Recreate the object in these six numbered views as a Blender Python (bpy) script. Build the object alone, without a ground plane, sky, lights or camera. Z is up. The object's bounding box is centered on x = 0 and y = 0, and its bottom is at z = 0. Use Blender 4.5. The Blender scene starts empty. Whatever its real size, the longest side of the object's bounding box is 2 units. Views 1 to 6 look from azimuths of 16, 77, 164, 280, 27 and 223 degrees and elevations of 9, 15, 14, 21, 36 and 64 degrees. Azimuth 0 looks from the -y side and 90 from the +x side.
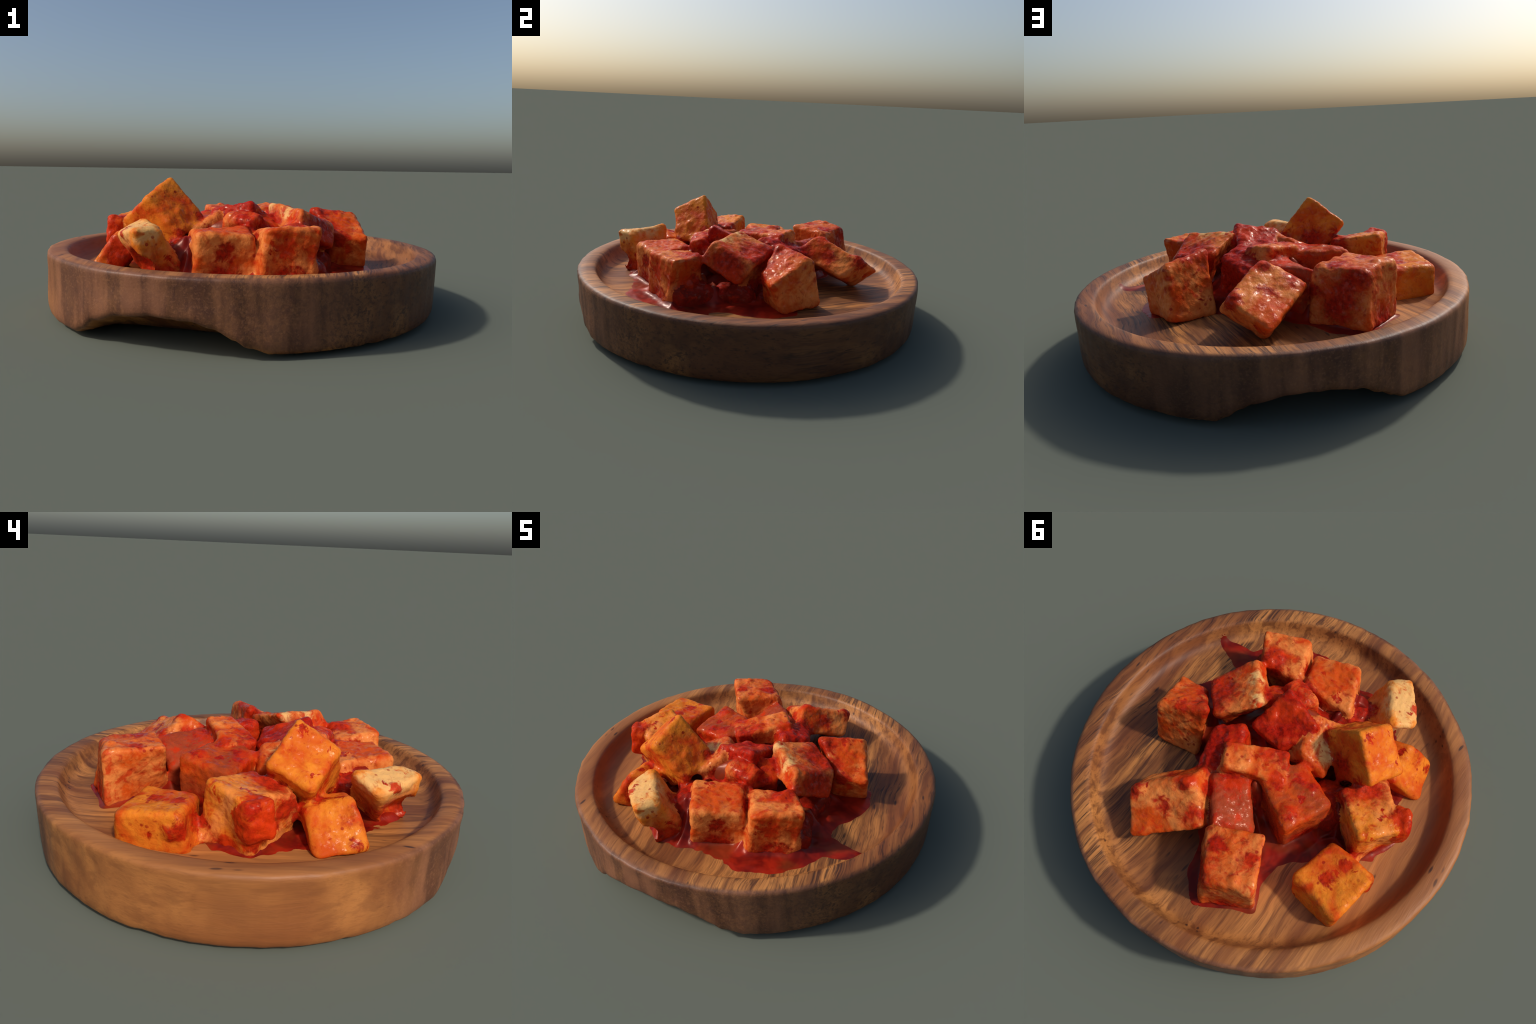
"""Cubed radish kimchi on a round wooden serving plate.

Built part by part: a turned plate (profile revolved, two finger hollows under
the rim), a shallow pool of red sauce, and hand-cut radish cubes.  Every cube
is a block given by its centre, its three edge vectors and small pulls of
single corners, then rounded, pinched and roughened by noise."""
import bpy, bmesh, math, random
import numpy as np
from mathutils import Vector, noise

random.seed(7)
FLOOR = 0.226

# ------------------------------------------------------------------ helpers
def smooth(a, b, x):
    t = min(1.0, max(0.0, (x - a) / (b - a)))
    return t * t * (3 - 2 * t)

def interp(table, x):
    if x <= table[0][0]:
        return table[0][1]
    for (x0, y0), (x1, y1) in zip(table, table[1:]):
        if x <= x1:
            t = (x - x0) / (x1 - x0)
            return y0 + (y1 - y0) * t * t * (3 - 2 * t)
    return table[-1][1]

def new_object(name, verts, faces, mat, parent=None, location=(0, 0, 0)):
    me = bpy.data.meshes.new(name)
    me.from_pydata(verts, [], faces)
    bm = bmesh.new(); bm.from_mesh(me)
    bmesh.ops.recalc_face_normals(bm, faces=bm.faces)
    bm.to_mesh(me); bm.free()
    for p in me.polygons:
        p.use_smooth = True
    me.materials.append(mat)
    ob = bpy.data.objects.new(name, me)
    bpy.context.scene.collection.objects.link(ob)
    ob.location = location
    if parent is not None:
        ob.parent = parent
        ob.location = Vector(location) - parent.location
    return ob

class Nodes:
    """Small wrapper to write node trees in few lines."""
    def __init__(self, name):
        self.mat = bpy.data.materials.new(name)
        self.mat.use_nodes = True
        self.t = self.mat.node_tree
        self.t.nodes.clear()
        self.out = self.add('ShaderNodeOutputMaterial')
        self.coord = self.add('ShaderNodeTexCoord').outputs['Object']
    def add(self, kind, **props):
        n = self.t.nodes.new(kind)
        for k, v in props.items():
            setattr(n, k, v)
        return n
    def put(self, sock, v):
        if hasattr(v, 'is_linked') or hasattr(v, 'links'):
            self.t.links.new(v, sock)
        else:
            sock.default_value = v
    def math(self, op, a, b=0.0, c=0.0, clamp=False):
        n = self.add('ShaderNodeMath', operation=op, use_clamp=clamp)
        for s, v in zip(n.inputs, (a, b, c)):
            self.put(s, v)
        return n.outputs[0]
    def vmath(self, op, a, b):
        n = self.add('ShaderNodeVectorMath', operation=op)
        self.put(n.inputs[0], a); self.put(n.inputs[1], b)
        return n.outputs['Value'] if op in ('DISTANCE', 'LENGTH', 'DOT_PRODUCT') else n.outputs[0]
    def mapping(self, loc=(0, 0, 0), rot=(0, 0, 0), scale=(1, 1, 1), vec=None):
        n = self.add('ShaderNodeMapping')
        self.put(n.inputs[0], vec or self.coord)
        n.inputs['Location'].default_value = loc
        n.inputs['Rotation'].default_value = rot
        n.inputs['Scale'].default_value = scale
        return n.outputs[0]
    def noise(self, scale, detail=3.0, rough=0.55, distort=0.0, vec=None):
        n = self.add('ShaderNodeTexNoise')
        self.put(n.inputs['Vector'], vec or self.coord)
        n.inputs['Scale'].default_value = scale
        n.inputs['Detail'].default_value = detail
        n.inputs['Roughness'].default_value = rough
        n.inputs['Distortion'].default_value = distort
        return n.outputs['Fac']
    def voronoi(self, scale, vec=None, rand=1.0, out='Distance'):
        n = self.add('ShaderNodeTexVoronoi')
        self.put(n.inputs['Vector'], vec or self.coord)
        n.inputs['Scale'].default_value = scale
        n.inputs['Randomness'].default_value = rand
        return n.outputs[out]
    def step(self, x, lo, hi):
        n = self.add('ShaderNodeMapRange', interpolation_type='SMOOTHSTEP')
        self.put(n.inputs['Value'], x)
        self.put(n.inputs['From Min'], lo); self.put(n.inputs['From Max'], hi)
        return n.outputs[0]
    def mix(self, f, a, b, blend='MIX'):
        n = self.add('ShaderNodeMix', data_type='RGBA', blend_type=blend)
        self.put(n.inputs[0], f)
        for s, v in ((n.inputs[6], a), (n.inputs[7], b)):
            self.put(s, v if hasattr(v, 'links') else (*v, 1.0))
        return n.outputs[2]
    def bump(self, height, strength=0.3, distance=0.01):
        n = self.add('ShaderNodeBump')
        self.put(n.inputs['Height'], height)
        n.inputs['Strength'].default_value = strength
        n.inputs['Distance'].default_value = distance
        return n.outputs[0]
    def surface(self, color, rough, normal=None, **extra):
        b = self.add('ShaderNodeBsdfPrincipled')
        self.put(b.inputs['Base Color'], color)
        self.put(b.inputs['Roughness'], rough)
        if normal is not None:
            self.put(b.inputs['Normal'], normal)
        for k, v in extra.items():
            self.put(b.inputs[k.replace('_', ' ')], v)
        self.t.links.new(b.outputs[0], self.out.inputs[0])
        return self.mat

def srgb(r, g, b):
    f = lambda c: (c / 255 / 12.92) if c <= 10 else ((c / 255 + 0.055) / 1.055) ** 2.4
    return (f(r), f(g), f(b))

# ------------------------------------------------------------------ wood
def wood_material():
    n = Nodes('acacia_wood')
    # grain runs along y, swung a few degrees; warp it so the lines wander
    warp = n.mapping(rot=(0, 0, math.radians(-9)), scale=(1, 1, 1))
    wob = n.math('MULTIPLY', n.math('SUBTRACT', n.noise(2.2, 2.0), 0.5), 0.10)
    comb = n.add('ShaderNodeCombineXYZ')
    n.put(comb.inputs[0], wob); n.put(comb.inputs[2], n.math('MULTIPLY', wob, 0.6))
    p = n.vmath('ADD', warp, comb.outputs[0])
    sep = n.add('ShaderNodeSeparateXYZ'); n.put(sep.inputs[0], p)
    x = sep.outputs[0]
    broad = n.noise(1.0, 3.0, 0.6, vec=n.mapping(scale=(5.5, 0.7, 2.0), vec=p))
    band = n.noise(1.0, 3.0, 0.6, 0.4, vec=n.mapping(scale=(26, 1.1, 18), vec=p))
    fine = n.noise(1.0, 4.0, 0.65, vec=n.mapping(scale=(90, 5.0, 80), vec=p))
    pore = n.noise(1.0, 2.0, 0.6, vec=n.mapping(scale=(170, 14.0, 150), vec=p))
    # in the turned groove the streaks are cut across and fade
    radius = n.vmath('LENGTH', n.vmath('MULTIPLY', n.coord, (1.0, 1.0, 0.0)), (0, 0, 0))
    groove = n.math('SUBTRACT', 1.0, n.step(n.math('ABSOLUTE', n.math('SUBTRACT', radius, 0.868)), 0.025, 0.05))
    keep = n.math('SUBTRACT', 1.0, n.math('MULTIPLY', groove, 0.75))
    light, mid = srgb(192, 126, 66), srgb(124, 70, 36)
    brown, dark = srgb(92, 48, 26), srgb(48, 28, 22)
    col = n.mix(n.step(broad, 0.34, 0.66), mid, light)
    col = n.mix(n.math('MULTIPLY', n.step(band, 0.46, 0.66), 0.70), col, brown)
    # heartwood: the right half carries strong dark streaks
    right = n.step(x, -0.25, 0.60)
    streak = n.noise(1.0, 3.0, 0.65, 0.3, vec=n.mapping(loc=(3, 1, 2), scale=(70, 2.6, 60), vec=p))
    heart = n.math('MULTIPLY', n.step(n.math('ADD', streak, n.math('MULTIPLY', broad, 0.35)), 0.66, 0.84),
                   n.math('MULTIPLY_ADD', right, 0.66, 0.20))
    col = n.mix(n.math('MULTIPLY', heart, keep), col, dark)
    col = n.mix(n.math('MULTIPLY', n.step(fine, 0.50, 0.72), 0.50), col, brown)
    pores = n.math('MULTIPLY', n.step(pore, 0.58, 0.72), n.math('MULTIPLY_ADD', right, 0.35, 0.2))
    col = n.mix(n.math('MULTIPLY', pores, keep), col, dark)
    patch = n.noise(1.0, 3.0, 0.6, 0.8, vec=n.mapping(loc=(7, 2, 5), scale=(4.0, 1.6, 4.0), vec=p))
    col = n.mix(n.math('MULTIPLY', n.step(patch, 0.48, 0.66), 0.50), col, srgb(88, 48, 28))
    # the left wall is plain sapwood
    plain = n.math('MULTIPLY', n.step(x, -0.45, -0.75), 0.5)
    col = n.mix(plain, col, n.mix(n.step(broad, 0.3, 0.7), srgb(154, 92, 48), srgb(190, 124, 66)))
    # outer wall: end grain at front and back shows grey-brown, speckled, with upright bands
    flat = n.vmath('MULTIPLY', n.coord, (1.0, 1.0, 0.0))
    wall = n.step(n.vmath('LENGTH', flat, (0, 0, 0)), 0.972, 0.992)
    sep2 = n.add('ShaderNodeSeparateXYZ'); n.put(sep2.inputs[0], n.coord)
    ends = n.math('MULTIPLY', wall, n.step(n.math('ABSOLUTE', sep2.outputs[1]), 0.55, 0.85))
    upright = n.noise(1.0, 3.0, 0.6, vec=n.mapping(scale=(9, 1.0, 1.2)))
    dots = n.noise(95, 2.0, 0.5)
    grey = n.mix(n.step(upright, 0.38, 0.62), srgb(132, 86, 62), srgb(76, 46, 36))
    grey = n.mix(n.math('MULTIPLY', n.step(dots, 0.52, 0.68), 0.28), grey, srgb(158, 108, 78))
    col = n.mix(n.math('MULTIPLY', ends, 0.8), col, grey)
    side = n.math('MULTIPLY', wall, n.step(x, 0.15, 0.75))  # right outer wall tinted darker: shade on the side away from the sun
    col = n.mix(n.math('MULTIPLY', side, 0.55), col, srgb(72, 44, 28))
    # scattered dark flecks along the grain
    fl = n.voronoi(1.0, vec=n.mapping(scale=(26, 7.0, 26), vec=p))
    sep3 = n.add('ShaderNodeSeparateXYZ'); n.put(sep3.inputs[0], n.coord)
    corner = n.step(n.math('SUBTRACT', sep3.outputs[1], sep3.outputs[0]), 0.95, 1.35)
    fsel = n.math('ADD', n.noise(2.6, 1.0), n.math('MULTIPLY', corner, 0.10))
    fleck = n.math('MULTIPLY', n.math('SUBTRACT', 1.0, n.step(fl, 0.10, 0.22)), n.step(fsel, 0.54, 0.64))
    col = n.mix(n.math('MULTIPLY', n.math('MULTIPLY', fleck, n.math('SUBTRACT', 1.0, wall)), 0.8), col, srgb(44, 28, 26))
    h = n.math('ADD', n.math('MULTIPLY', fine, 0.6), n.math('MULTIPLY', pore, 0.4))
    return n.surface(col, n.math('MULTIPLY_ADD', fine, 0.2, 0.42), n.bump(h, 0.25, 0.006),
                     Specular_IOR_Level=0.35)

# underside of the rim is hollowed for the fingers, front and back (x -> height)
FRONT_HOLLOW = [(-.49, 0), (-.43, .03), (-.355, .09), (-.225, .138), (-.065, .155), (.10, .145), (.18, .117), (.26, .068), (.31, .032), (.40, 0)]
BACK_HOLLOW = [(-.28, 0), (-.225, .03), (-.17, .06), (-.085, .108), (.055, .135), (.20, .133), (.34, .095), (.385, .065), (.43, .03), (.48, 0)]
def hollow(x, y):
    table, edge = (FRONT_HOLLOW, -y) if y < 0 else (BACK_HOLLOW, y)
    return 0.88 * interp(table, x) * smooth(0.60, 0.95, edge + 0.12 * x * x)

RIM = 0.314
# (radius, height) from the middle of the underside, up the side, over the rim and down to the floor
PROFILE = [(.12, .004), (.3, .004), (.45, .004), (.55, .004), (.62, .004), (.68, .004), (.74, .004), (.79, .004), (.84, .004), (.88, .004), (.920, .004),
           (.945, .009), (.965, .016), (.979, .025), (.988, .038), (.992, .06), (.994, .09), (.995, .13),
           (.996, .18), (.997, .22), (.998, .26), (.9985, .28), (.9985, .294), (.996, .305), (.990, .311),
           (.978, .315), (.960, .316), (.945, .3165), (.925, .316), (.910, .313), (.902, .307), (.897, .298),
           (.891, .284), (.884, .268), (.875, .253), (.864, .241), (.851, .233), (.836, .228), (.816, .225),
           (.78, .223), (.70, .222), (.6, .222), (.45, .224), (.3, FLOOR), (.12, FLOOR)]

def plate_height(r):
    pts = [(p[0], p[1]) for p in PROFILE if p[1] >= .2 and p[0] < .91][::-1]
    return float(np.interp(r, [p[0] for p in pts], [p[1] for p in pts]))

def build_plate(mat):
    N = 384
    verts, faces = [], []
    for k, (r, z) in enumerate(PROFILE):
        outer = smooth(.86, .97, r)
        for i in range(N):
            a = 2 * math.pi * i / N
            c, s = math.cos(a), math.sin(a)
            wob = noise.fractal(Vector((c * 5, s * 5, z * 4)), 1.0, 2.0, 3) * 0.0035 * outer
            chip = noise.noise(Vector((c * 26, s * 26, 3 + z * 8))) * 0.003 * outer
            rr = r + wob + chip + .008 * outer * smooth(.2, .9, -c - .4 * s) * (1 - smooth(.03, .25, z))
            x, y = rr * c, rr * s
            zz = z + (-0.006 * x - 0.0076 * y) * smooth(0, RIM, z)
            if k < 26:                                     # underside and outer wall
                lift = hollow(x, y) + max(0, noise.noise(Vector((c * 18, s * 18, 9)))) * 0.010 * smooth(.9, .95, r) * (1 - smooth(0, .08, z))
                zz = lift + zz * (RIM - lift) / RIM
            else:
                zz += noise.fractal(Vector((x * 7, y * 7, 1)), 1.0, 2.0, 3) * 0.0012
            verts.append((x, y, zz))
    M = len(PROFILE)
    for k in range(M - 1):
        for i in range(N):
            j = (i + 1) % N
            faces.append((k * N + i, k * N + j, (k + 1) * N + j, (k + 1) * N + i))
    faces.append(tuple(range(N)))
    faces.append(tuple((M - 1) * N + i for i in range(N)))
    ob = new_object('wooden_plate', verts, faces, mat)
    ob['label'] = 'round thick acacia wood plate with raised rim'
    ob['category'] = 'plate'
    return ob

# ------------------------------------------------------------------ kimchi colours
CREAM, PALE, ORANGE = srgb(228, 180, 112), srgb(222, 130, 64), srgb(200, 76, 20)
AMBER, RUST = srgb(222, 126, 36), srgb(152, 60, 28)
RED, DEEP, SCARLET = srgb(174, 28, 10), srgb(134, 15, 7), srgb(204, 54, 12)

def kimchi_material(name, at, flesh, tint, amount, spots, pale=(), wet=0.0):
    """flesh -> tint mottling, red sauce stains (noise + soft spots), chilli specks."""
    n = Nodes(name)
    n.coord = n.mapping(loc=tuple(at))                    # noise runs on from piece to piece
    raw = n.add('ShaderNodeTexCoord').outputs['Object']
    big, med = n.noise(6.5, 3.0, 0.6, 0.6), n.noise(17, 4.0, 0.62, 0.8)
    fine = n.noise(55, 3.0, 0.6)
    col = n.mix(n.step(big, 0.35, 0.65), flesh, tint)
    col = n.mix(n.math('MULTIPLY', n.step(fine, 0.42, 0.7), 0.30), col, tint)
    def soft(points):
        m = None
        jit = n.math('MULTIPLY', n.math('SUBTRACT', med, 0.5), 0.16)
        for p, r in points:
            d = n.math('ADD', n.vmath('DISTANCE', raw, tuple(p)), jit)
            s = n.math('SUBTRACT', 1.0, n.step(d, r * 0.45, r * 1.25))
            m = s if m is None else n.math('MAXIMUM', m, s)
        return m if m is not None else 0.0
    col = n.mix(n.math('MULTIPLY', soft(pale), 0.80), col, CREAM)
    stain = n.step(n.math('ADD', n.math('MULTIPLY', med, 0.65), n.math('MULTIPLY', big, 0.35)),
                   0.60 - 0.30 * amount, 0.76 - 0.30 * amount)
    stain = n.math('MULTIPLY', stain, 0.85)
    spot = soft(spots)
    thin = n.math('MAXIMUM', stain, n.math('MULTIPLY', spot, 0.95) if spots else 0.0)
    sauce = n.mix(n.step(fine, 0.40, 0.66), RED, DEEP)
    sauce = n.mix(n.math('MULTIPLY', n.step(big, 0.48, 0.62), 0.6), sauce, SCARLET)
    col = n.mix(thin, col, sauce)
    veins = n.step(n.noise(30, 4.0, 0.7, 1.2), 0.56, 0.68)
    col = n.mix(n.math('MULTIPLY', veins, 0.42), col, sauce)
    v = n.voronoi(24)
    pick = n.step(n.noise(9, 1.0), 0.53, 0.60)
    speck = n.math('MULTIPLY', n.math('SUBTRACT', 1.0, n.step(v, 0.13, 0.24)), pick)
    col = n.mix(n.math('MULTIPLY', speck, 0.8), col, srgb(150, 22, 16))
    glint = n.step(n.noise(42, 2.0, 0.5), 0.50, 0.64)          # wet drops between dull flesh
    rough = n.math('MULTIPLY_ADD', glint, -0.24, 0.52 - wet * 0.06)
    h = n.math('ADD', n.math('MULTIPLY', fine, 0.5), n.math('MULTIPLY', n.noise(95, 2.0), 0.5))
    return n.surface(col, rough, n.bump(h, 0.5, 0.006), Specular_IOR_Level=n.math('MULTIPLY_ADD', glint, 0.28, 0.10), Specular_Tint=(1.0, 0.72, 0.55, 1.0))

# ------------------------------------------------------------------ radish cubes
CORNERS = {'0': (-1, -1), '1': (1, -1), '2': (1, 1), '3': (-1, 1)}
def hull_point(h, p):
    """Point of the block at p in [-1,1]^3: edge vectors plus blended corner pulls."""
    q = Vector(h['at']) + Vector(h['ex']) * (p[0] / 2) + Vector(h['ey']) * (p[1] / 2) + Vector(h['ez']) * (p[2] / 2)
    for key, d in h['pull'].items():
        a, b = CORNERS[key[0]]
        c = 1 if key[1] == 'T' else -1
        w = (1 + a * p[0]) * (1 + b * p[1]) * (1 + c * p[2]) / 8
        q += Vector(d) * w
    return q

def block_distance(h, X, Y, Z, radius, pinch):
    """Signed distance (about, in metres) of grid points to one rounded, slightly hollow-faced block."""
    E = np.array([h['ex'], h['ey'], h['ez']]).T / 2
    inv = np.linalg.inv(E)
    half = np.linalg.norm(E, axis=0)
    V = np.stack([X, Y, Z]).reshape(3, -1) - np.array(h['at'])[:, None]
    P = inv @ V
    for _ in range(3):                                     # undo the corner pulls
        C = np.clip(P, -1.3, 1.3)
        D = np.zeros_like(V)
        for key, d in h['pull'].items():
            a, b = CORNERS[key[0]]
            s = 1 if key[1] == 'T' else -1
            w = (1 + a * C[0]) * (1 + b * C[1]) * (1 + s * C[2]) / 8
            D += np.array(d)[:, None] * w
        P = inv @ (V - D)
    r = radius
    A = np.clip(np.abs(P), 0, 1)
    grow = 0.42 * r                                        # rounded corners still reach the corner points
    Q = np.empty_like(P)
    for a in range(3):
        hollow_face = pinch * (1 - A[(a + 1) % 3] ** 2) * (1 - A[(a + 2) % 3] ** 2)
        Q[a] = (np.abs(P[a]) - 1) * half[a] + r - grow + hollow_face
    d = np.linalg.norm(np.maximum(Q, 0), axis=0) + np.minimum(Q.max(0), 0) - r
    return d.reshape(X.shape)

HULL = {}
HULL['A'] = dict(at=(0.327, -0.462, 0.343), ex=(0.208, 0.086, 0.005), ey=(-0.113, 0.18, -0.015), ez=(0.031, 0.019, 0.227),
    pull={'0T': (0.003, -0.015, 0.005), '1T': (0.002, 0.018, 0.001), '1B': (-0.005, 0.005, -0.005), '2T': (0.002, -0.026, 0.003), '3T': (-0.007, 0.023, -0.01)})
HULL['B'] = dict(at=(0.052, -0.506, 0.332), ex=(0.234, 0.086, 0.0), ey=(-0.104, 0.215, -0.001), ez=(0.014, -0.008, 0.21),
    pull={'0T': (0.012, -0.005, 0.004), '0B': (0.001, -0.01, 0.004), '1T': (-0.009, 0.005, -0.006), '1B': (-0.004, 0.01, -0.001), '2T': (0.011, -0.017, 0.009), '3T': (-0.014, 0.015, -0.006)})
HULL['C'] = dict(at=(-0.224, -0.632, 0.343), ex=(0.102, 0.105, 0.013), ey=(-0.109, 0.144, -0.009), ez=(-0.127, -0.022, 0.223),
    pull={'0T': (0.037, -0.004, 0.004), '0B': (-0.03, 0.002, 0.01), '1T': (0.022, -0.033, -0.003), '1B': (-0.03, 0.036, -0.011), '2T': (-0.041, 0.021, 0.02), '2B': (0.048, -0.024, -0.005), '3T': (-0.019, 0.016, -0.021), '3B': (0.011, -0.014, 0.007)})
HULL['D'] = dict(at=(-0.33, -0.292, 0.464), ex=(-0.046, -0.183, -0.082), ey=(-0.167, 0.097, -0.14), ez=(-0.174, -0.005, 0.184),
    pull={'0T': (0.001, -0.002, 0.008), '1T': (-0.001, 0.005, -0.01), '2T': (-0.002, -0.005, 0.009)})
HULL['E'] = dict(at=(-0.491, -0.433, 0.306), ex=(0.106, 0.036, -0.023), ey=(-0.057, 0.185, -0.028), ez=(0.116, 0.074, 0.144),
    pull={'0T': (-0.012, 0.006, 0.015), '0B': (0.011, -0.007, -0.004), '1B': (0.001, 0.002, -0.01), '2B': (0.0, 0.001, 0.013), '3T': (0.013, -0.003, -0.011), '3B': (-0.012, 0.004, 0.001)})
HULL['F'] = dict(at=(-0.533, -0.102, 0.336), ex=(0.094, 0.187, 0.013), ey=(0.232, -0.147, -0.017), ez=(-0.023, 0.003, 0.227),
    pull={'0T': (0.008, 0.02, 0.005), '0B': (-0.007, -0.022, -0.002), '1T': (0.019, -0.011, 0.013), '1B': (-0.019, 0.013, -0.016), '3T': (-0.023, -0.009, -0.02), '3B': (0.022, 0.01, 0.017)})
HULL['G'] = dict(at=(-0.623, 0.243, 0.294), ex=(0.006, 0.259, -0.008), ey=(0.235, -0.005, -0.006), ez=(-0.003, -0.001, 0.158),
    pull={'0T': (-0.006, 0.008, 0.009), '0B': (0.011, -0.015, -0.006), '1T': (-0.003, 0.001, -0.008), '1B': (-0.002, 0.007, 0.006), '2T': (0.014, -0.017, 0.0), '2B': (-0.009, 0.009, 0.002), '3T': (-0.005, 0.008, -0.001)})
HULL['H'] = dict(at=(-0.244, 0.525, 0.351), ex=(0.19, 0.126, -0.005), ey=(0.182, -0.197, -0.0), ez=(-0.038, -0.033, 0.249),
    pull={'0T': (0.013, 0.017, 0.002), '0B': (-0.02, -0.013, -0.006), '1T': (0.016, -0.012, 0.002), '1B': (-0.009, 0.008, 0.003), '3T': (-0.025, -0.009, 0.002), '3B': (0.033, 0.005, 0.003)})
HULL['I'] = dict(at=(0.174, 0.480, 0.364), ex=(-0.165, 0.138, -0.113), ey=(-0.21, -0.214, 0.08), ez=(-0.007, 0.12, 0.092),
    pull={'0T': (-0.010, 0.006, -0.018), '0B': (-0.006, 0.0, -0.012), '1T': (0.014, 0.014, -0.006), '2T': (-0.013, -0.007, 0.010), '3T': (-0.011, -0.002, 0.002)})
HULL['J'] = dict(at=(-0.03, 0.31, 0.335), ex=(-0.137, -0.094, -0.008), ey=(0.174, -0.167, 0.004), ez=(-0.047, 0.011, 0.225), pull={'1T': (0.01, -0.02, -0.085)})
HULL['K'] = dict(at=(-0.235, 0.093, 0.339), ex=(-0.069, -0.224, -0.014), ey=(0.24, -0.08, 0.005), ez=(-0.013, -0.01, 0.223),
    pull={'0T': (-0.004, 0.01, 0.006), '1T': (0.004, -0.009, -0.014), '2T': (-0.003, 0.01, 0.006), '3T': (0.003, -0.011, 0.003), '3B': (0.0, 0.001, -0.011)})
HULL['L'] = dict(at=(-0.003, 0.112, 0.456), ex=(0.25, 0.153, 0.05), ey=(0.069, -0.114, -0.005), ez=(-0.012, -0.012, 0.085),
    pull={'1T': (-0.014, 0, 0), '2T': (0, 0.015, -0.006), '3T': (0.012, -0.012, 0.01)})
HULL['M'] = dict(at=(0.038, -0.165, 0.385), ex=(-0.2, 0.013, -0.034), ey=(0.037, 0.203, -0.092), ez=(-0.004, 0.08, 0.22),
    pull={'0T': (0.004, -0.019, 0.004), '1T': (-0.019, 0.008, -0.009), '2T': (0.019, -0.008, 0.013)})
HULL['N'] = dict(at=(-0.095, -0.177, 0.375), ex=(-0.08, 0.19, -0.02), ey=(-0.115, -0.05, -0.08), ez=(-0.106, -0.026, 0.168),
    pull={'2T': (-0.02, 0.03, 0), '3T': (0.01, -0.04, -0.01)})
HULL['R'] = dict(at=(0.098, -0.31, 0.452), ex=(0.15, -0.03, -0.01), ey=(0.02, 0.075, 0.02), ez=(0, -0.02, 0.09), pull={'0B': (-0.02, 0, -0.02)})
HULL['U'] = dict(at=(0.178, -0.212, 0.395), ex=(0.062, 0.042, -0.004), ey=(-0.061, 0.095, 0.062), ez=(0.039, -0.062, 0.145),
    pull={})
HULL['O'] = dict(at=(0.345, -0.137, 0.44), ex=(-0.185, 0.164, 0.011), ey=(0.132, 0.176, -0.1), ez=(-0.02, 0.076, 0.106),
    pull={'0T': (0.012, -0.011, -0.008), '0B': (0.005, 0.004, 0.012), '1T': (-0.013, 0.007, -0.001), '2T': (0.012, -0.005, 0.029), '2B': (0.004, -0.002, -0.026), '3T': (0.001, 0.014, 0.008), '3B': (-0.005, -0.002, 0.017)})
HULL['P'] = dict(at=(0.508, 0.099, 0.336), ex=(-0.187, -0.07, 0.005), ey=(-0.113, 0.194, 0.06), ez=(0.017, -0.073, 0.216),
    pull={'0T': (-0.012, -0.013, -0.027), '0B': (-0.01, -0.012, 0.028), '1T': (0.024, 0.029, -0.024), '1B': (-0.001, -0.002, 0.023), '2T': (-0.014, -0.035, 0.034), '2B': (-0.008, 0.009, -0.033), '3T': (0.003, 0.02, 0.017), '3B': (0.019, 0.006, -0.018)})
HULL['Q'] = dict(at=(0.158, 0.134, 0.345), ex=(-0.151, -0.08, 0.015), ey=(0.108, -0.184, 0.023), ez=(0.005, 0.033, 0.24),
    pull={'0T': (0.019, -0.002, -0.019), '0B': (0.001, 0.001, 0.017), '1T': (-0.019, 0.001, -0.002), '2T': (0.021, 0.0, 0.015), '2B': (-0.001, -0.001, -0.017), '3T': (-0.021, 0.001, 0.007)})

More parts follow.
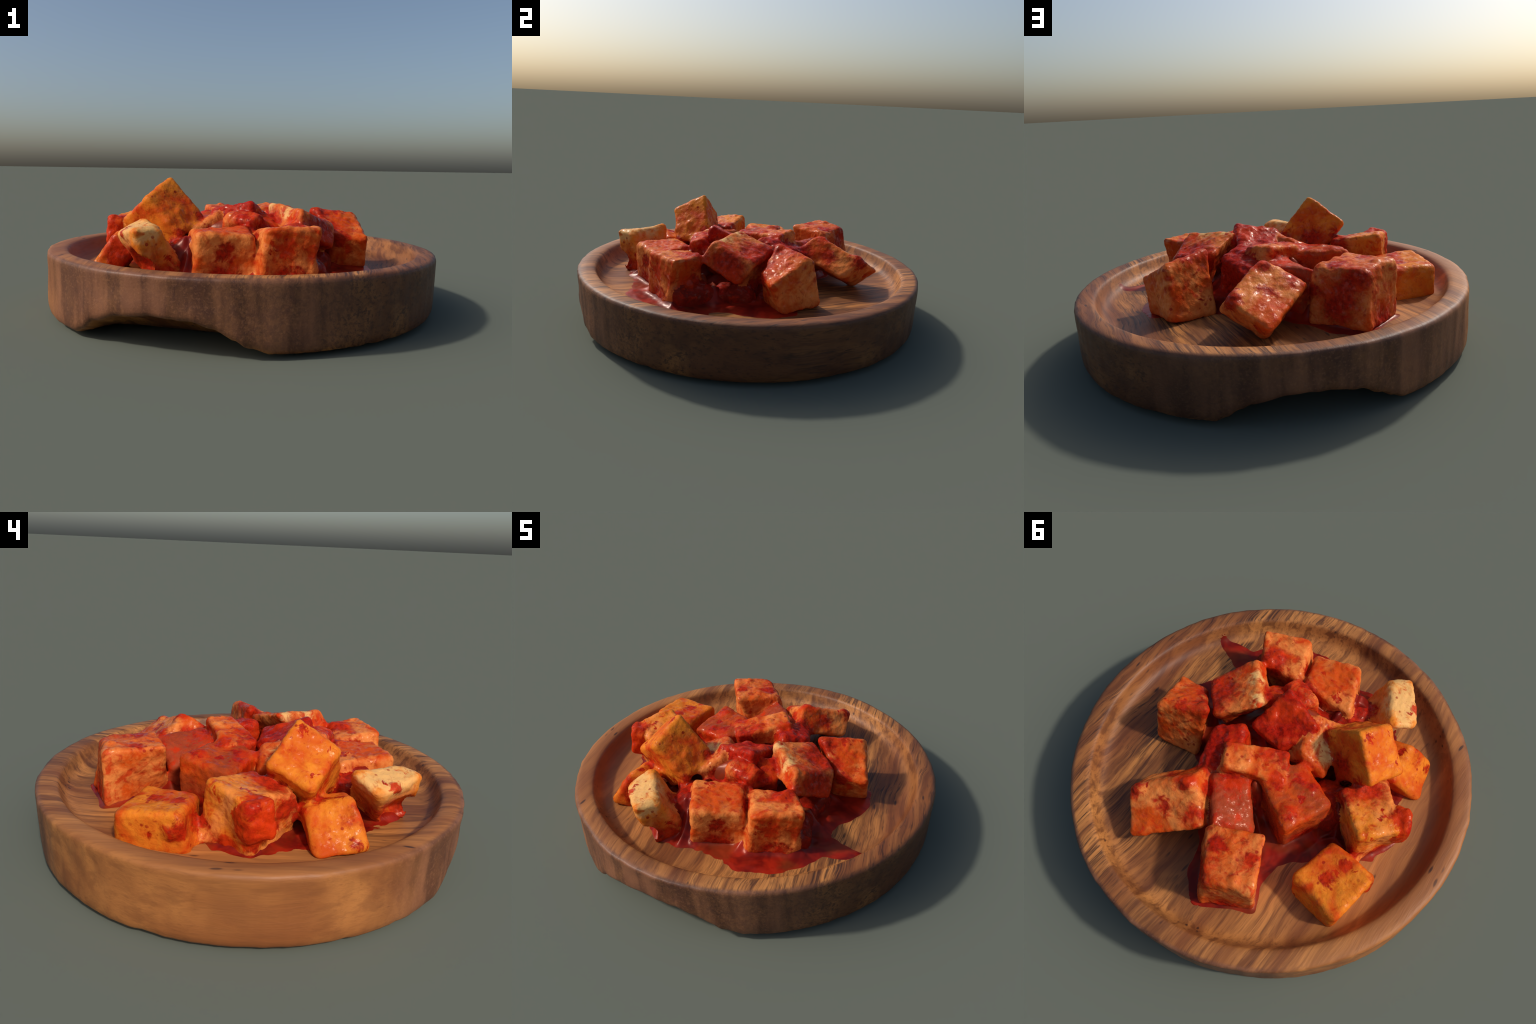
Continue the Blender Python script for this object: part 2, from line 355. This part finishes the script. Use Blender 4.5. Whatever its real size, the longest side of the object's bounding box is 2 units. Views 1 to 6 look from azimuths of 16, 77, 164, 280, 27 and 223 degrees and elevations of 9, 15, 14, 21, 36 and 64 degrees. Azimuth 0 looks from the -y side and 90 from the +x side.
# look of every cube: flesh, tint, sauce amount, red spots (hull coordinates, radius), pale spots, raised sauce lumps (pos, radius, height)
LOOK = {
 'A': dict(flesh=PALE, tint=ORANGE, amount=.42, spots=[((.5, .7, 1), .10), ((-.2, -1, .25), .05), ((1, 0, -.4), .10), ((.2, -1, -1), .09)],
           lumps=[((.3, .4, 1), .05, .016), ((.7, .9, 1), .05, .02), ((-.2, -.8, 1), .03, .012), ((.9, -.6, .95), .035, .01)]),
 'B': dict(flesh=PALE, tint=ORANGE, amount=.34, spots=[((0, -1, -1), .10), ((-1, 0, -.5), .10), ((.6, 1, 1), .05), ((0, -1, .2), .05)],
           lumps=[((-.3, .55, 1), .022, .014), ((.8, .7, 1), .04, .012), ((.6, .2, 1), .025, .01), ((-.9, -.5, .8), .04, .008)]),
 'C': dict(flesh=PALE, tint=AMBER, amount=.16, spots=[((-1, .1, -.3), .13), ((-1, -.6, -.9), .12), ((-1, .2, .9), .03), ((0, -1, -1), .09), ((1, 0, -.6), .07)],
           pale=[((-.2, 0, 1), .12), ((-.2, -.9, .9), .06), ((0, .9, 1), .06)], lumps=[((-1, .15, .9), .03, .018)]),
 'D': dict(flesh=AMBER, tint=ORANGE, amount=.24, spots=[((.1, 0, -1), .03), ((-1, .3, -.4), .09), ((.8, -.3, -.9), .05)],
           pale=[], lumps=[((.1, -1, -.25), .03, .018)]),
 'E': dict(flesh=AMBER, tint=ORANGE, amount=.18, spots=[((0, -1, 0), .08), ((-1, .3, -.3), .02), ((-1, -.5, -.8), .03)], pale=[]),
 'F': dict(flesh=PALE, tint=AMBER, amount=.34, spots=[((0, .8, 1), .11), ((.8, .9, .8), .09), ((-1, .6, .4), .09), ((-.9, -.7, 0), .07), ((0, -1, -1), .08)],
           lumps=[((.2, .9, 1), .06, .015), ((-.6, .9, .9), .05, .014)]),
 'G': dict(flesh=AMBER, tint=ORANGE, amount=.20, spots=[((-.9, -1, .3), .06), ((.2, .1, 1), .04), ((-.6, .1, 1), .03), ((0, -1, 0), .025), ((-1, 0, 0), .08)],
           lumps=[((-.65, -1, .2), .05, .03), ((-.95, -.9, .6), .04, .012)]),
 'H': dict(flesh=ORANGE, tint=PALE, amount=.42, spots=[((1, 0, 0), .13), ((1, -.6, .6), .09), ((0, -1, -1), .10), ((-.6, 0, 1), .05), ((.6, .4, 1), .05)],
           lumps=[((.9, -.5, .9), .05, .02), ((-.2, -.7, 1), .035, .018), ((1, .2, .7), .05, .016), ((.7, .9, 1), .035, .012)]),
 'I': dict(flesh=PALE, tint=ORANGE, amount=.20, spots=[((-.85, .7, 1), .06), ((-.95, -.9, .9), .06), ((.5, .8, .8), .07), ((0, 0, 1), .05), ((-1, 0, 0), .06)],
           lumps=[((-.7, .75, 1), .05, .028), ((-.9, -.7, 1), .045, .022)]),
 'J': dict(flesh=srgb(140, 54, 30), tint=srgb(164, 66, 36), amount=.34, wet=1, spots=[((0, 0, -1), .12), ((0, .8, 1), .07)], lumps=[((-.4, -.3, 1), .03, .01)]),
 'K': dict(flesh=RUST, tint=ORANGE, amount=.40, wet=1, spots=[((-.6, -.6, 1), .05), ((.6, .4, 1), .05), ((.9, 0, .8), .07), ((0, -1, -1), .1)],
           lumps=[((-.6, -.5, 1), .055, .018), ((.55, -.2, 1), .025, .014), ((.3, .6, 1), .05, .014)]),
 'L': dict(flesh=PALE, tint=ORANGE, amount=.26, spots=[((-.8, .9, .5), .08), ((-.9, -.3, 0), .07), ((-.4, .6, 1), .06)], pale=[],
           lumps=[((.25, 0, 1), .032, .016), ((-.1, .2, 1), .028, .014)]),
 'M': dict(flesh=RED, tint=RUST, amount=.8, wet=1, spots=[((0, 0, 1), .16), ((0, -1, 0), .14), ((-1, 0, 0), .1)],
           lumps=[((-.3, -.7, 1), .045, .014), ((.3, -.8, 1), .04, .014), ((-.7, .2, 1), .04, .012), ((.7, .6, 1), .04, .012)]),
 'N': dict(flesh=PALE, tint=ORANGE, amount=.34, spots=[((0, 1, .4), .07), ((1, 1, 0), .05)], pale=[((.2, .4, 1), .08)]),
 'O': dict(flesh=PALE, tint=ORANGE, amount=.50, spots=[((-1, .2, -.2), .13), ((0, .6, 1), .12), ((.3, .9, .9), .12), ((-.5, .8, 1), .08), ((.8, -.2, -.6), .10)], pale=[((-.2, -1, .8), .045), ((.7, -1, 1), .04)],
           lumps=[((-.1, .5, 1), .05, .014), ((.5, .5, 1), .05, .016), ((-.3, .9, .9), .06, .014)]),
 'P': dict(flesh=PALE, tint=ORANGE, amount=.38, spots=[((.9, .7, 1), .09), ((1, -.6, 1), .07), ((.6, -1, .8), .06), ((.5, 0, -1), .09), ((0, .9, 1), .05)],
           lumps=[((-.4, .3, 1), .022, .014), ((.5, -.85, 1), .045, .014), ((.9, .8, 1), .05, .014)]),
 'Q': dict(flesh=RED, tint=RUST, amount=.75, wet=1, spots=[((0, 0, 1), .15), ((-1, 0, 0), .12)], lumps=[((0, .3, 1), .06, .02), ((.4, .6, 1), .05, .02)]),
 'R': dict(flesh=SCARLET, tint=PALE, amount=.55, spots=[((0, 0, 0), .06), ((.2, -1, .8), .05)], lumps=[((0, -.6, .8), .04, .012)]),
 'U': dict(flesh=ORANGE, tint=SCARLET, amount=.40, spots=[((0, 0, -1), .07)]),
 'V': dict(flesh=ORANGE, tint=SCARLET, amount=.50, spots=[((-.5, 1, .6), .04), ((0, 0, -1), .05)], lumps=[((0, -1, .4), .04, .012)]),
}
# torn scrap hanging on the near face of one cube, and two sunken lumps deep in the heap
HULL['V'] = dict(at=(-.676, -.160, .372), ex=(.05, -.09, .0), ey=(-.062, -.03, .02), ez=(.01, .02, .13), pull={'0T': (.0, .02, -.02), '1B': (0, .015, .015), '2T': (0, 0, .02)})
def sunken(key, at, sx, sy, height, turn=0.0):
    """A low, soft lump of sauce-soaked scraps filling a gap between cubes."""
    c, s = math.cos(math.radians(turn)), math.sin(math.radians(turn))
    HULL[key] = dict(at=at, ex=(sx * c, sx * s, 0), ey=(-sy * s, sy * c, 0), ez=(0, 0, height), pull={})
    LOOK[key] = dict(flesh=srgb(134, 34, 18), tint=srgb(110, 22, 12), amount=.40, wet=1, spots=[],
                     lumps=[((.4, .3, 1), .045, .016), ((-.4, -.2, 1), .045, .018), ((0, -.7, 1), .035, .012)])
    RADIUS[key], PINCH[key], ROUGH[key] = .045, 0, 1.0

# corner radius and hollowness of the faces (metres) where they differ from the usual
RADIUS = {'C': .034, 'D': .024, 'E': .034, 'G': .034, 'L': .020, 'M': .026, 'Q': .040, 'R': .030, 'U': .018, 'V': .036, 'N': .032, 'J': .028}
PINCH = {'C': .005, 'D': .002, 'E': .003, 'G': .004, 'L': .002, 'N': .004, 'R': .002, 'U': 0, 'V': 0}
ROUGH = {'M': 1.2, 'Q': 1.4, 'R': 1.3, 'V': 1.4, 'F': 1.1, 'D': .8, 'E': .7, 'G': .8}
SCRAPS = {'R', 'U', 'V', 'N', 'L', 'W', 'X', 'Y', 'Z', 'S', 'T'}
sunken('W', (.430, -.385, .250), .10, .18, .11, 22)
sunken('X', (-.040, .205, .290), .09, .10, .13, -20)
sunken('Y', (.000, -.325, .290), .20, .09, .14, 15)
sunken('Z', (-.350, -.03, .285), .13, .17, .12, 10)
sunken('S', (-.125, -.47, .295), .13, .18, .14, 20)
sunken('T', (.385, -.15, .245), .16, .18, .09, -10)
# hollows scooped out of a piece: middle (hull coordinates) and radius
CARVE = {'C': [((-1.60, -.1, -.55), .10)]}

def surface_net(F, lo, step):
    """Mesh of the zero level of grid F (one vertex per crossed cell, one quad per crossed edge)."""
    S = F < 0
    n = np.array(F.shape) - 1
    acc = np.zeros((*n, 3)); cnt = np.zeros(n)
    off = [(a, b, c) for a in (0, 1) for b in (0, 1) for c in (0, 1)]
    sl = lambda o: tuple(slice(o[k], o[k] + n[k]) for k in range(3))
    for o in off:
        for k in range(3):
            if o[k]:
                continue
            o2 = tuple(o[t] + (t == k) for t in range(3))
            f0, f1 = F[sl(o)], F[sl(o2)]
            cross = S[sl(o)] != S[sl(o2)]
            t = np.where(cross, f0 / np.where(cross, f0 - f1, 1), 0)
            for q in range(3):
                acc[..., q] += np.where(cross, o[q] + (t if q == k else 0), 0)
            cnt += cross
    cells = np.argwhere(cnt > 0)
    ids = np.full(tuple(n), -1); ids[tuple(cells.T)] = np.arange(len(cells))
    pos = acc[tuple(cells.T)] / cnt[tuple(cells.T)][:, None] + cells
    quads = []
    for k in range(3):
        a, b = (k + 1) % 3, (k + 2) % 3
        up = [slice(None)] * 3; up[k] = slice(1, None)
        dn = [slice(None)] * 3; dn[k] = slice(0, -1)
        edge = np.argwhere(S[tuple(dn)] != S[tuple(up)])
        edge = edge[(edge[:, a] > 0) & (edge[:, b] > 0) & (edge[:, a] < n[a]) & (edge[:, b] < n[b])]
        flip = S[tuple(edge.T)]
        def cell(da, db):
            e = edge.copy(); e[:, a] += da; e[:, b] += db
            return ids[tuple(e.T)]
        q = np.stack([cell(-1, -1), cell(0, -1), cell(0, 0), cell(-1, 0)], 1)
        quads.append(np.where(flip[:, None], q, q[:, ::-1]))
    return np.array(lo) + pos * step, np.concatenate(quads)

def build_heap():
    """All pieces cling together: blocks are blended into one skin, which is then cut into its pieces."""
    step = 0.0065
    lo, hi = np.array((-.86, -.84, .20)), np.array((.76, .76, .72))
    axes = [np.arange(lo[k], hi[k], step) for k in range(3)]
    shape = tuple(len(a) for a in axes)
    rnd = random.Random(11)
    flakes = {}
    for key, h in HULL.items():                            # bits of chopped chilli stuck on the faces
        flakes[key] = []
        for _ in range(rnd.randint(5, 8)):
            p = [rnd.uniform(-.85, .85) for _ in range(3)]
            a = rnd.choice((0, 1, 2, 2))
            p[a] = 1.0 if a == 2 else rnd.choice((-1.0, 1.0))
            flakes[key].append((tuple(p), rnd.uniform(.010, .019), rnd.uniform(.006, .011)))
    F = np.full(shape, .2); best = np.full(shape, 9.0); owner = np.zeros(shape, int)
    keys = list(HULL)
    for i, key in enumerate(keys):
        h = HULL[key]
        pts = np.array([hull_point(h, (a, b, c)) for a, b in CORNERS.values() for c in (-1, 1)])
        a = np.maximum(0, ((pts.min(0) - .09 - lo) / step).astype(int))
        b = np.minimum(shape, ((pts.max(0) + .09 - lo) / step).astype(int) + 1)
        s = tuple(slice(a[k], b[k]) for k in range(3))
        X, Y, Z = np.meshgrid(*[axes[k][s[k]] for k in range(3)], indexing='ij')
        d = block_distance(h, X, Y, Z, RADIUS.get(key, .027), PINCH.get(key, .003))
        for p, r in CARVE.get(key, []):
            c = hull_point(h, p)
            d = np.maximum(d, r - np.sqrt((X - c.x) ** 2 + (Y - c.y) ** 2 + (Z - c.z) ** 2))
        for p, r, amp in LOOK[key].get('lumps', []) + flakes[key]:       # clots of sauce and chopped chilli
            c = hull_point(h, p)
            t = np.sqrt((X - c.x) ** 2 + (Y - c.y) ** 2 + (Z - c.z) ** 2) / r
            d = d - amp * np.clip(1 - t * t, 0, 1) ** 2
        # sauce bridges neighbours, more so low in the heap
        k = np.interp(Z, [.24, .30, .42, .50], [.085, .065, .034, .020])
        f = F[s]
        w = np.clip(k - np.abs(f - d), 0, None) / k
        F[s] = np.minimum(f, d) - w * w * k / 4
        near = d < best[s]
        best[s] = np.where(near, d, best[s]); owner[s] = np.where(near, i, owner[s])
    F[:, :, 0] = .05
    P, quads = surface_net(F, lo, step)
    # relief: lumps and pits, along the gradient of the field
    G = np.gradient(F, step)
    ij = np.clip(((P - lo) / step).round().astype(int), 0, np.array(shape) - 1)
    N = np.stack([g[tuple(ij.T)] for g in G], 1)
    N /= np.linalg.norm(N, axis=1, keepdims=True) + 1e-9
    own = owner[tuple(ij.T)]
    rough = np.array([ROUGH.get(k, 1.0) for k in keys])[own]
    off = np.array([noise.fractal(Vector(p) * 9, 1.0, 2.0, 2) * .007 + noise.fractal(Vector(p) * 27, 1.0, 2.1, 3) * .0042 for p in P])
    P = P + N * (off * rough)[:, None]
    # vertex normals of the whole skin, kept on every piece
    A, B, C, D = (P[quads[:, k]] for k in range(4))
    fn = np.cross(C - A, D - B)
    VN = np.zeros_like(P)
    for k in range(4):
        np.add.at(VN, quads[:, k], fn)
    VN /= np.linalg.norm(VN, axis=1, keepdims=True) + 1e-12
    votes = own[quads]
    face_owner = np.median(np.sort(votes, 1)[:, 1:3], axis=1)
    face_owner = np.where((votes == votes[:, :1]).sum(1) >= 2, votes[:, 0], votes[:, 1])
    # where two pieces meet the joint is filled with red sauce: collect joint points per piece
    joints = {k: [] for k in keys}
    for i in range(len(keys)):
        for j in range(i + 1, len(keys)):
            m = ((votes == i).any(1)) & ((votes == j).any(1))
            if m.sum() < 6:
                continue
            pts = P[quads[m, 0]]
            pts = pts[np.argsort(pts[:, 2])]
            for c in np.array_split(pts, max(1, min(3, len(pts) // 14))):
                joints[keys[i]].append(c.mean(0)); joints[keys[j]].append(c.mean(0))
    for i, key in enumerate(keys):
        look, h = LOOK[key], HULL[key]
        q = quads[face_owner == i]
        used, inv = np.unique(q, return_inverse=True)
        at = Vector(h['at'])
        local = lambda p: hull_point(h, p) - at
        spots = [(local(p), r) for p, r in look.get('spots', [])] + [(Vector(c) - at, .055) for c in joints[key][:14]]
        spots += [(local(p), r * .8) for p, r, amp in flakes[key]]
        scrap = key in SCRAPS
        mat = kimchi_material('kimchi_' + ('scrap' if scrap else 'radish'), at, look['flesh'], look['tint'], look['amount'],
                              spots, [(local(p), r) for p, r in look.get('pale', [])], wet=look.get('wet', 0))
        name = 'radish_scrap' if scrap else 'radish_cube'
        me = bpy.data.meshes.new(name)
        me.from_pydata((P[used] - np.array(at)).tolist(), [], inv.reshape(-1, 4).tolist())
        me.polygons.foreach_set('use_smooth', [True] * len(me.polygons))
        me.materials.append(mat)
        me.normals_split_custom_set_from_vertices(VN[used].tolist())
        ob = bpy.data.objects.new(name, me)
        bpy.context.scene.collection.objects.link(ob)
        ob.location = at
        ob['label'] = 'torn scrap of radish kimchi in red chilli sauce' if scrap else 'rounded cube of radish kimchi stained with red chilli'
        ob['category'] = 'radish kimchi'

# ------------------------------------------------------------------ sauce
POOL = [(-.36, -.64), (-.28, -.70), (-.19, -.745), (-.07, -.745), (.02, -.73), (.17, -.73), (.27, -.75), (.38, -.72), (.48, -.66),
        (.56, -.57), (.60, -.47), (.66, -.435), (.755, -.395), (.66, -.35), (.585, -.32), (.57, -.27), (.60, -.17), (.64, -.07), (.655, .02), (.62, .10), (.45, .15),
        (.33, .20), (.20, .27), (.06, .38), (-.03, .50), (-.10, .63), (-.16, .68), (-.22, .71), (-.33, .64), (-.43, .575), (-.38, .45), (-.37, .34), (-.46, .24), (-.55, .12),
        (-.70, .02), (-.74, -.12), (-.66, -.27), (-.60, -.42), (-.50, -.54)]

def dist_polygon(px, py, poly):
    """signed distance to polygon, negative inside (numpy grids)."""
    d = np.full(px.shape, 1e9); inside = np.zeros(px.shape, bool)
    for (x0, y0), (x1, y1) in zip(poly, poly[1:] + poly[:1]):
        ex, ey = x1 - x0, y1 - y0
        t = np.clip(((px - x0) * ex + (py - y0) * ey) / (ex * ex + ey * ey), 0, 1)
        d = np.minimum(d, np.hypot(px - x0 - t * ex, py - y0 - t * ey))
        cond = ((y0 <= py) != (y1 <= py)) & (px < x0 + (py - y0) * ex / (ey if abs(ey) > 1e-9 else 1e-9))
        inside ^= cond
    return np.where(inside, -d, d)

def sauce_material():
    n = Nodes('chilli_sauce')
    a, b = n.noise(7, 3.0, 0.6, 0.5), n.noise(40, 3.0)
    col = n.mix(n.step(a, 0.36, 0.64), srgb(100, 15, 11), srgb(158, 34, 16))
    col = n.mix(n.math('MULTIPLY', n.step(b, 0.5, 0.7), 0.4), col, DEEP)
    col = n.mix(n.math('MULTIPLY', n.step(n.noise(4.5, 3.0, 0.6), 0.48, 0.62), 0.55), col, srgb(122, 54, 24))
    return n.surface(col, 0.34, n.bump(n.math('ADD', a, b), 0.15, 0.006), Specular_IOR_Level=0.35,
                     Specular_Tint=(1.0, 0.62, 0.5, 1.0))

def build_sauce(parent):
    step = 0.0075
    ax = np.arange(-.86, .861, step)
    X, Y = np.meshgrid(ax, ax, indexing='ij')
    wob = np.array([[noise.fractal(Vector((x * 6, y * 6, 4)), 1.0, 2.0, 3) for y in ax] for x in ax])
    lump = np.array([[noise.fractal(Vector((x * 22, y * 22, 8)), 1.0, 2.0, 3) for y in ax] for x in ax])
    edge = dist_polygon(X, Y, POOL) + wob * .022
    film = np.clip(-edge / .05, -1, 1) * .006
    dists = []
    for key, h in HULL.items():
        low = [hull_point(h, (a, b, -1)) for a, b in CORNERS.values()]
        if min(p.z for p in low) > .27:
            continue
        d = np.maximum(0, dist_polygon(X, Y, [(p.x, p.y) for p in low]))
        dists.append(d)
    dists = np.sort(np.array(dists), axis=0)
    nearest, second, third = dists[:3]
    # sauce stands high where it is held between pieces, and creeps a little up every foot
    web = .17 * np.exp(-(second / .05) ** 2) * (.30 + .70 * np.exp(-(third / .11) ** 2)) + .025 * np.exp(-nearest / .009)
    # the heap is packed with sauce and scraps in the middle
    mound = .11 * np.exp(-(((X - .10) / .26) ** 2 + ((Y + .03) / .30) ** 2) ** 2)
    inside = np.clip(-edge / .05, 0, 1)
    R = np.hypot(X, Y)
    base = np.vectorize(plate_height)(R)
    web *= 1 - .9 * np.exp(-((X - .22) ** 2 + (Y - .40) ** 2) / .014)
    Z = base + film + (web + mound) * inside + lump * .0025 * inside
    keep = (film > -.0045) & (R < .9)
    verts, faces, idx = [], [], {}
    def vid(i, j):
        if (i, j) not in idx:
            idx[i, j] = len(verts); verts.append((X[i, j], Y[i, j], Z[i, j]))
        return idx[i, j]
    n = len(ax)
    for i in range(n - 1):
        for j in range(n - 1):
            q = [(i, j), (i + 1, j), (i + 1, j + 1), (i, j + 1)]
            if all(keep[p] for p in q):
                faces.append([vid(*p) for p in q])
    ob = new_object('sauce_pool', verts, faces, sauce_material(), parent)
    # close it below so that the sauce is a solid layer on the wood
    so = ob.modifiers.new('thickness', 'SOLIDIFY'); so.thickness = .02; so.offset = -1 if ob.data.polygons[0].normal.z > 0 else 1
    return ob

# ------------------------------------------------------------------ build
plate = build_plate(wood_material())
build_heap()
build_sauce(plate)
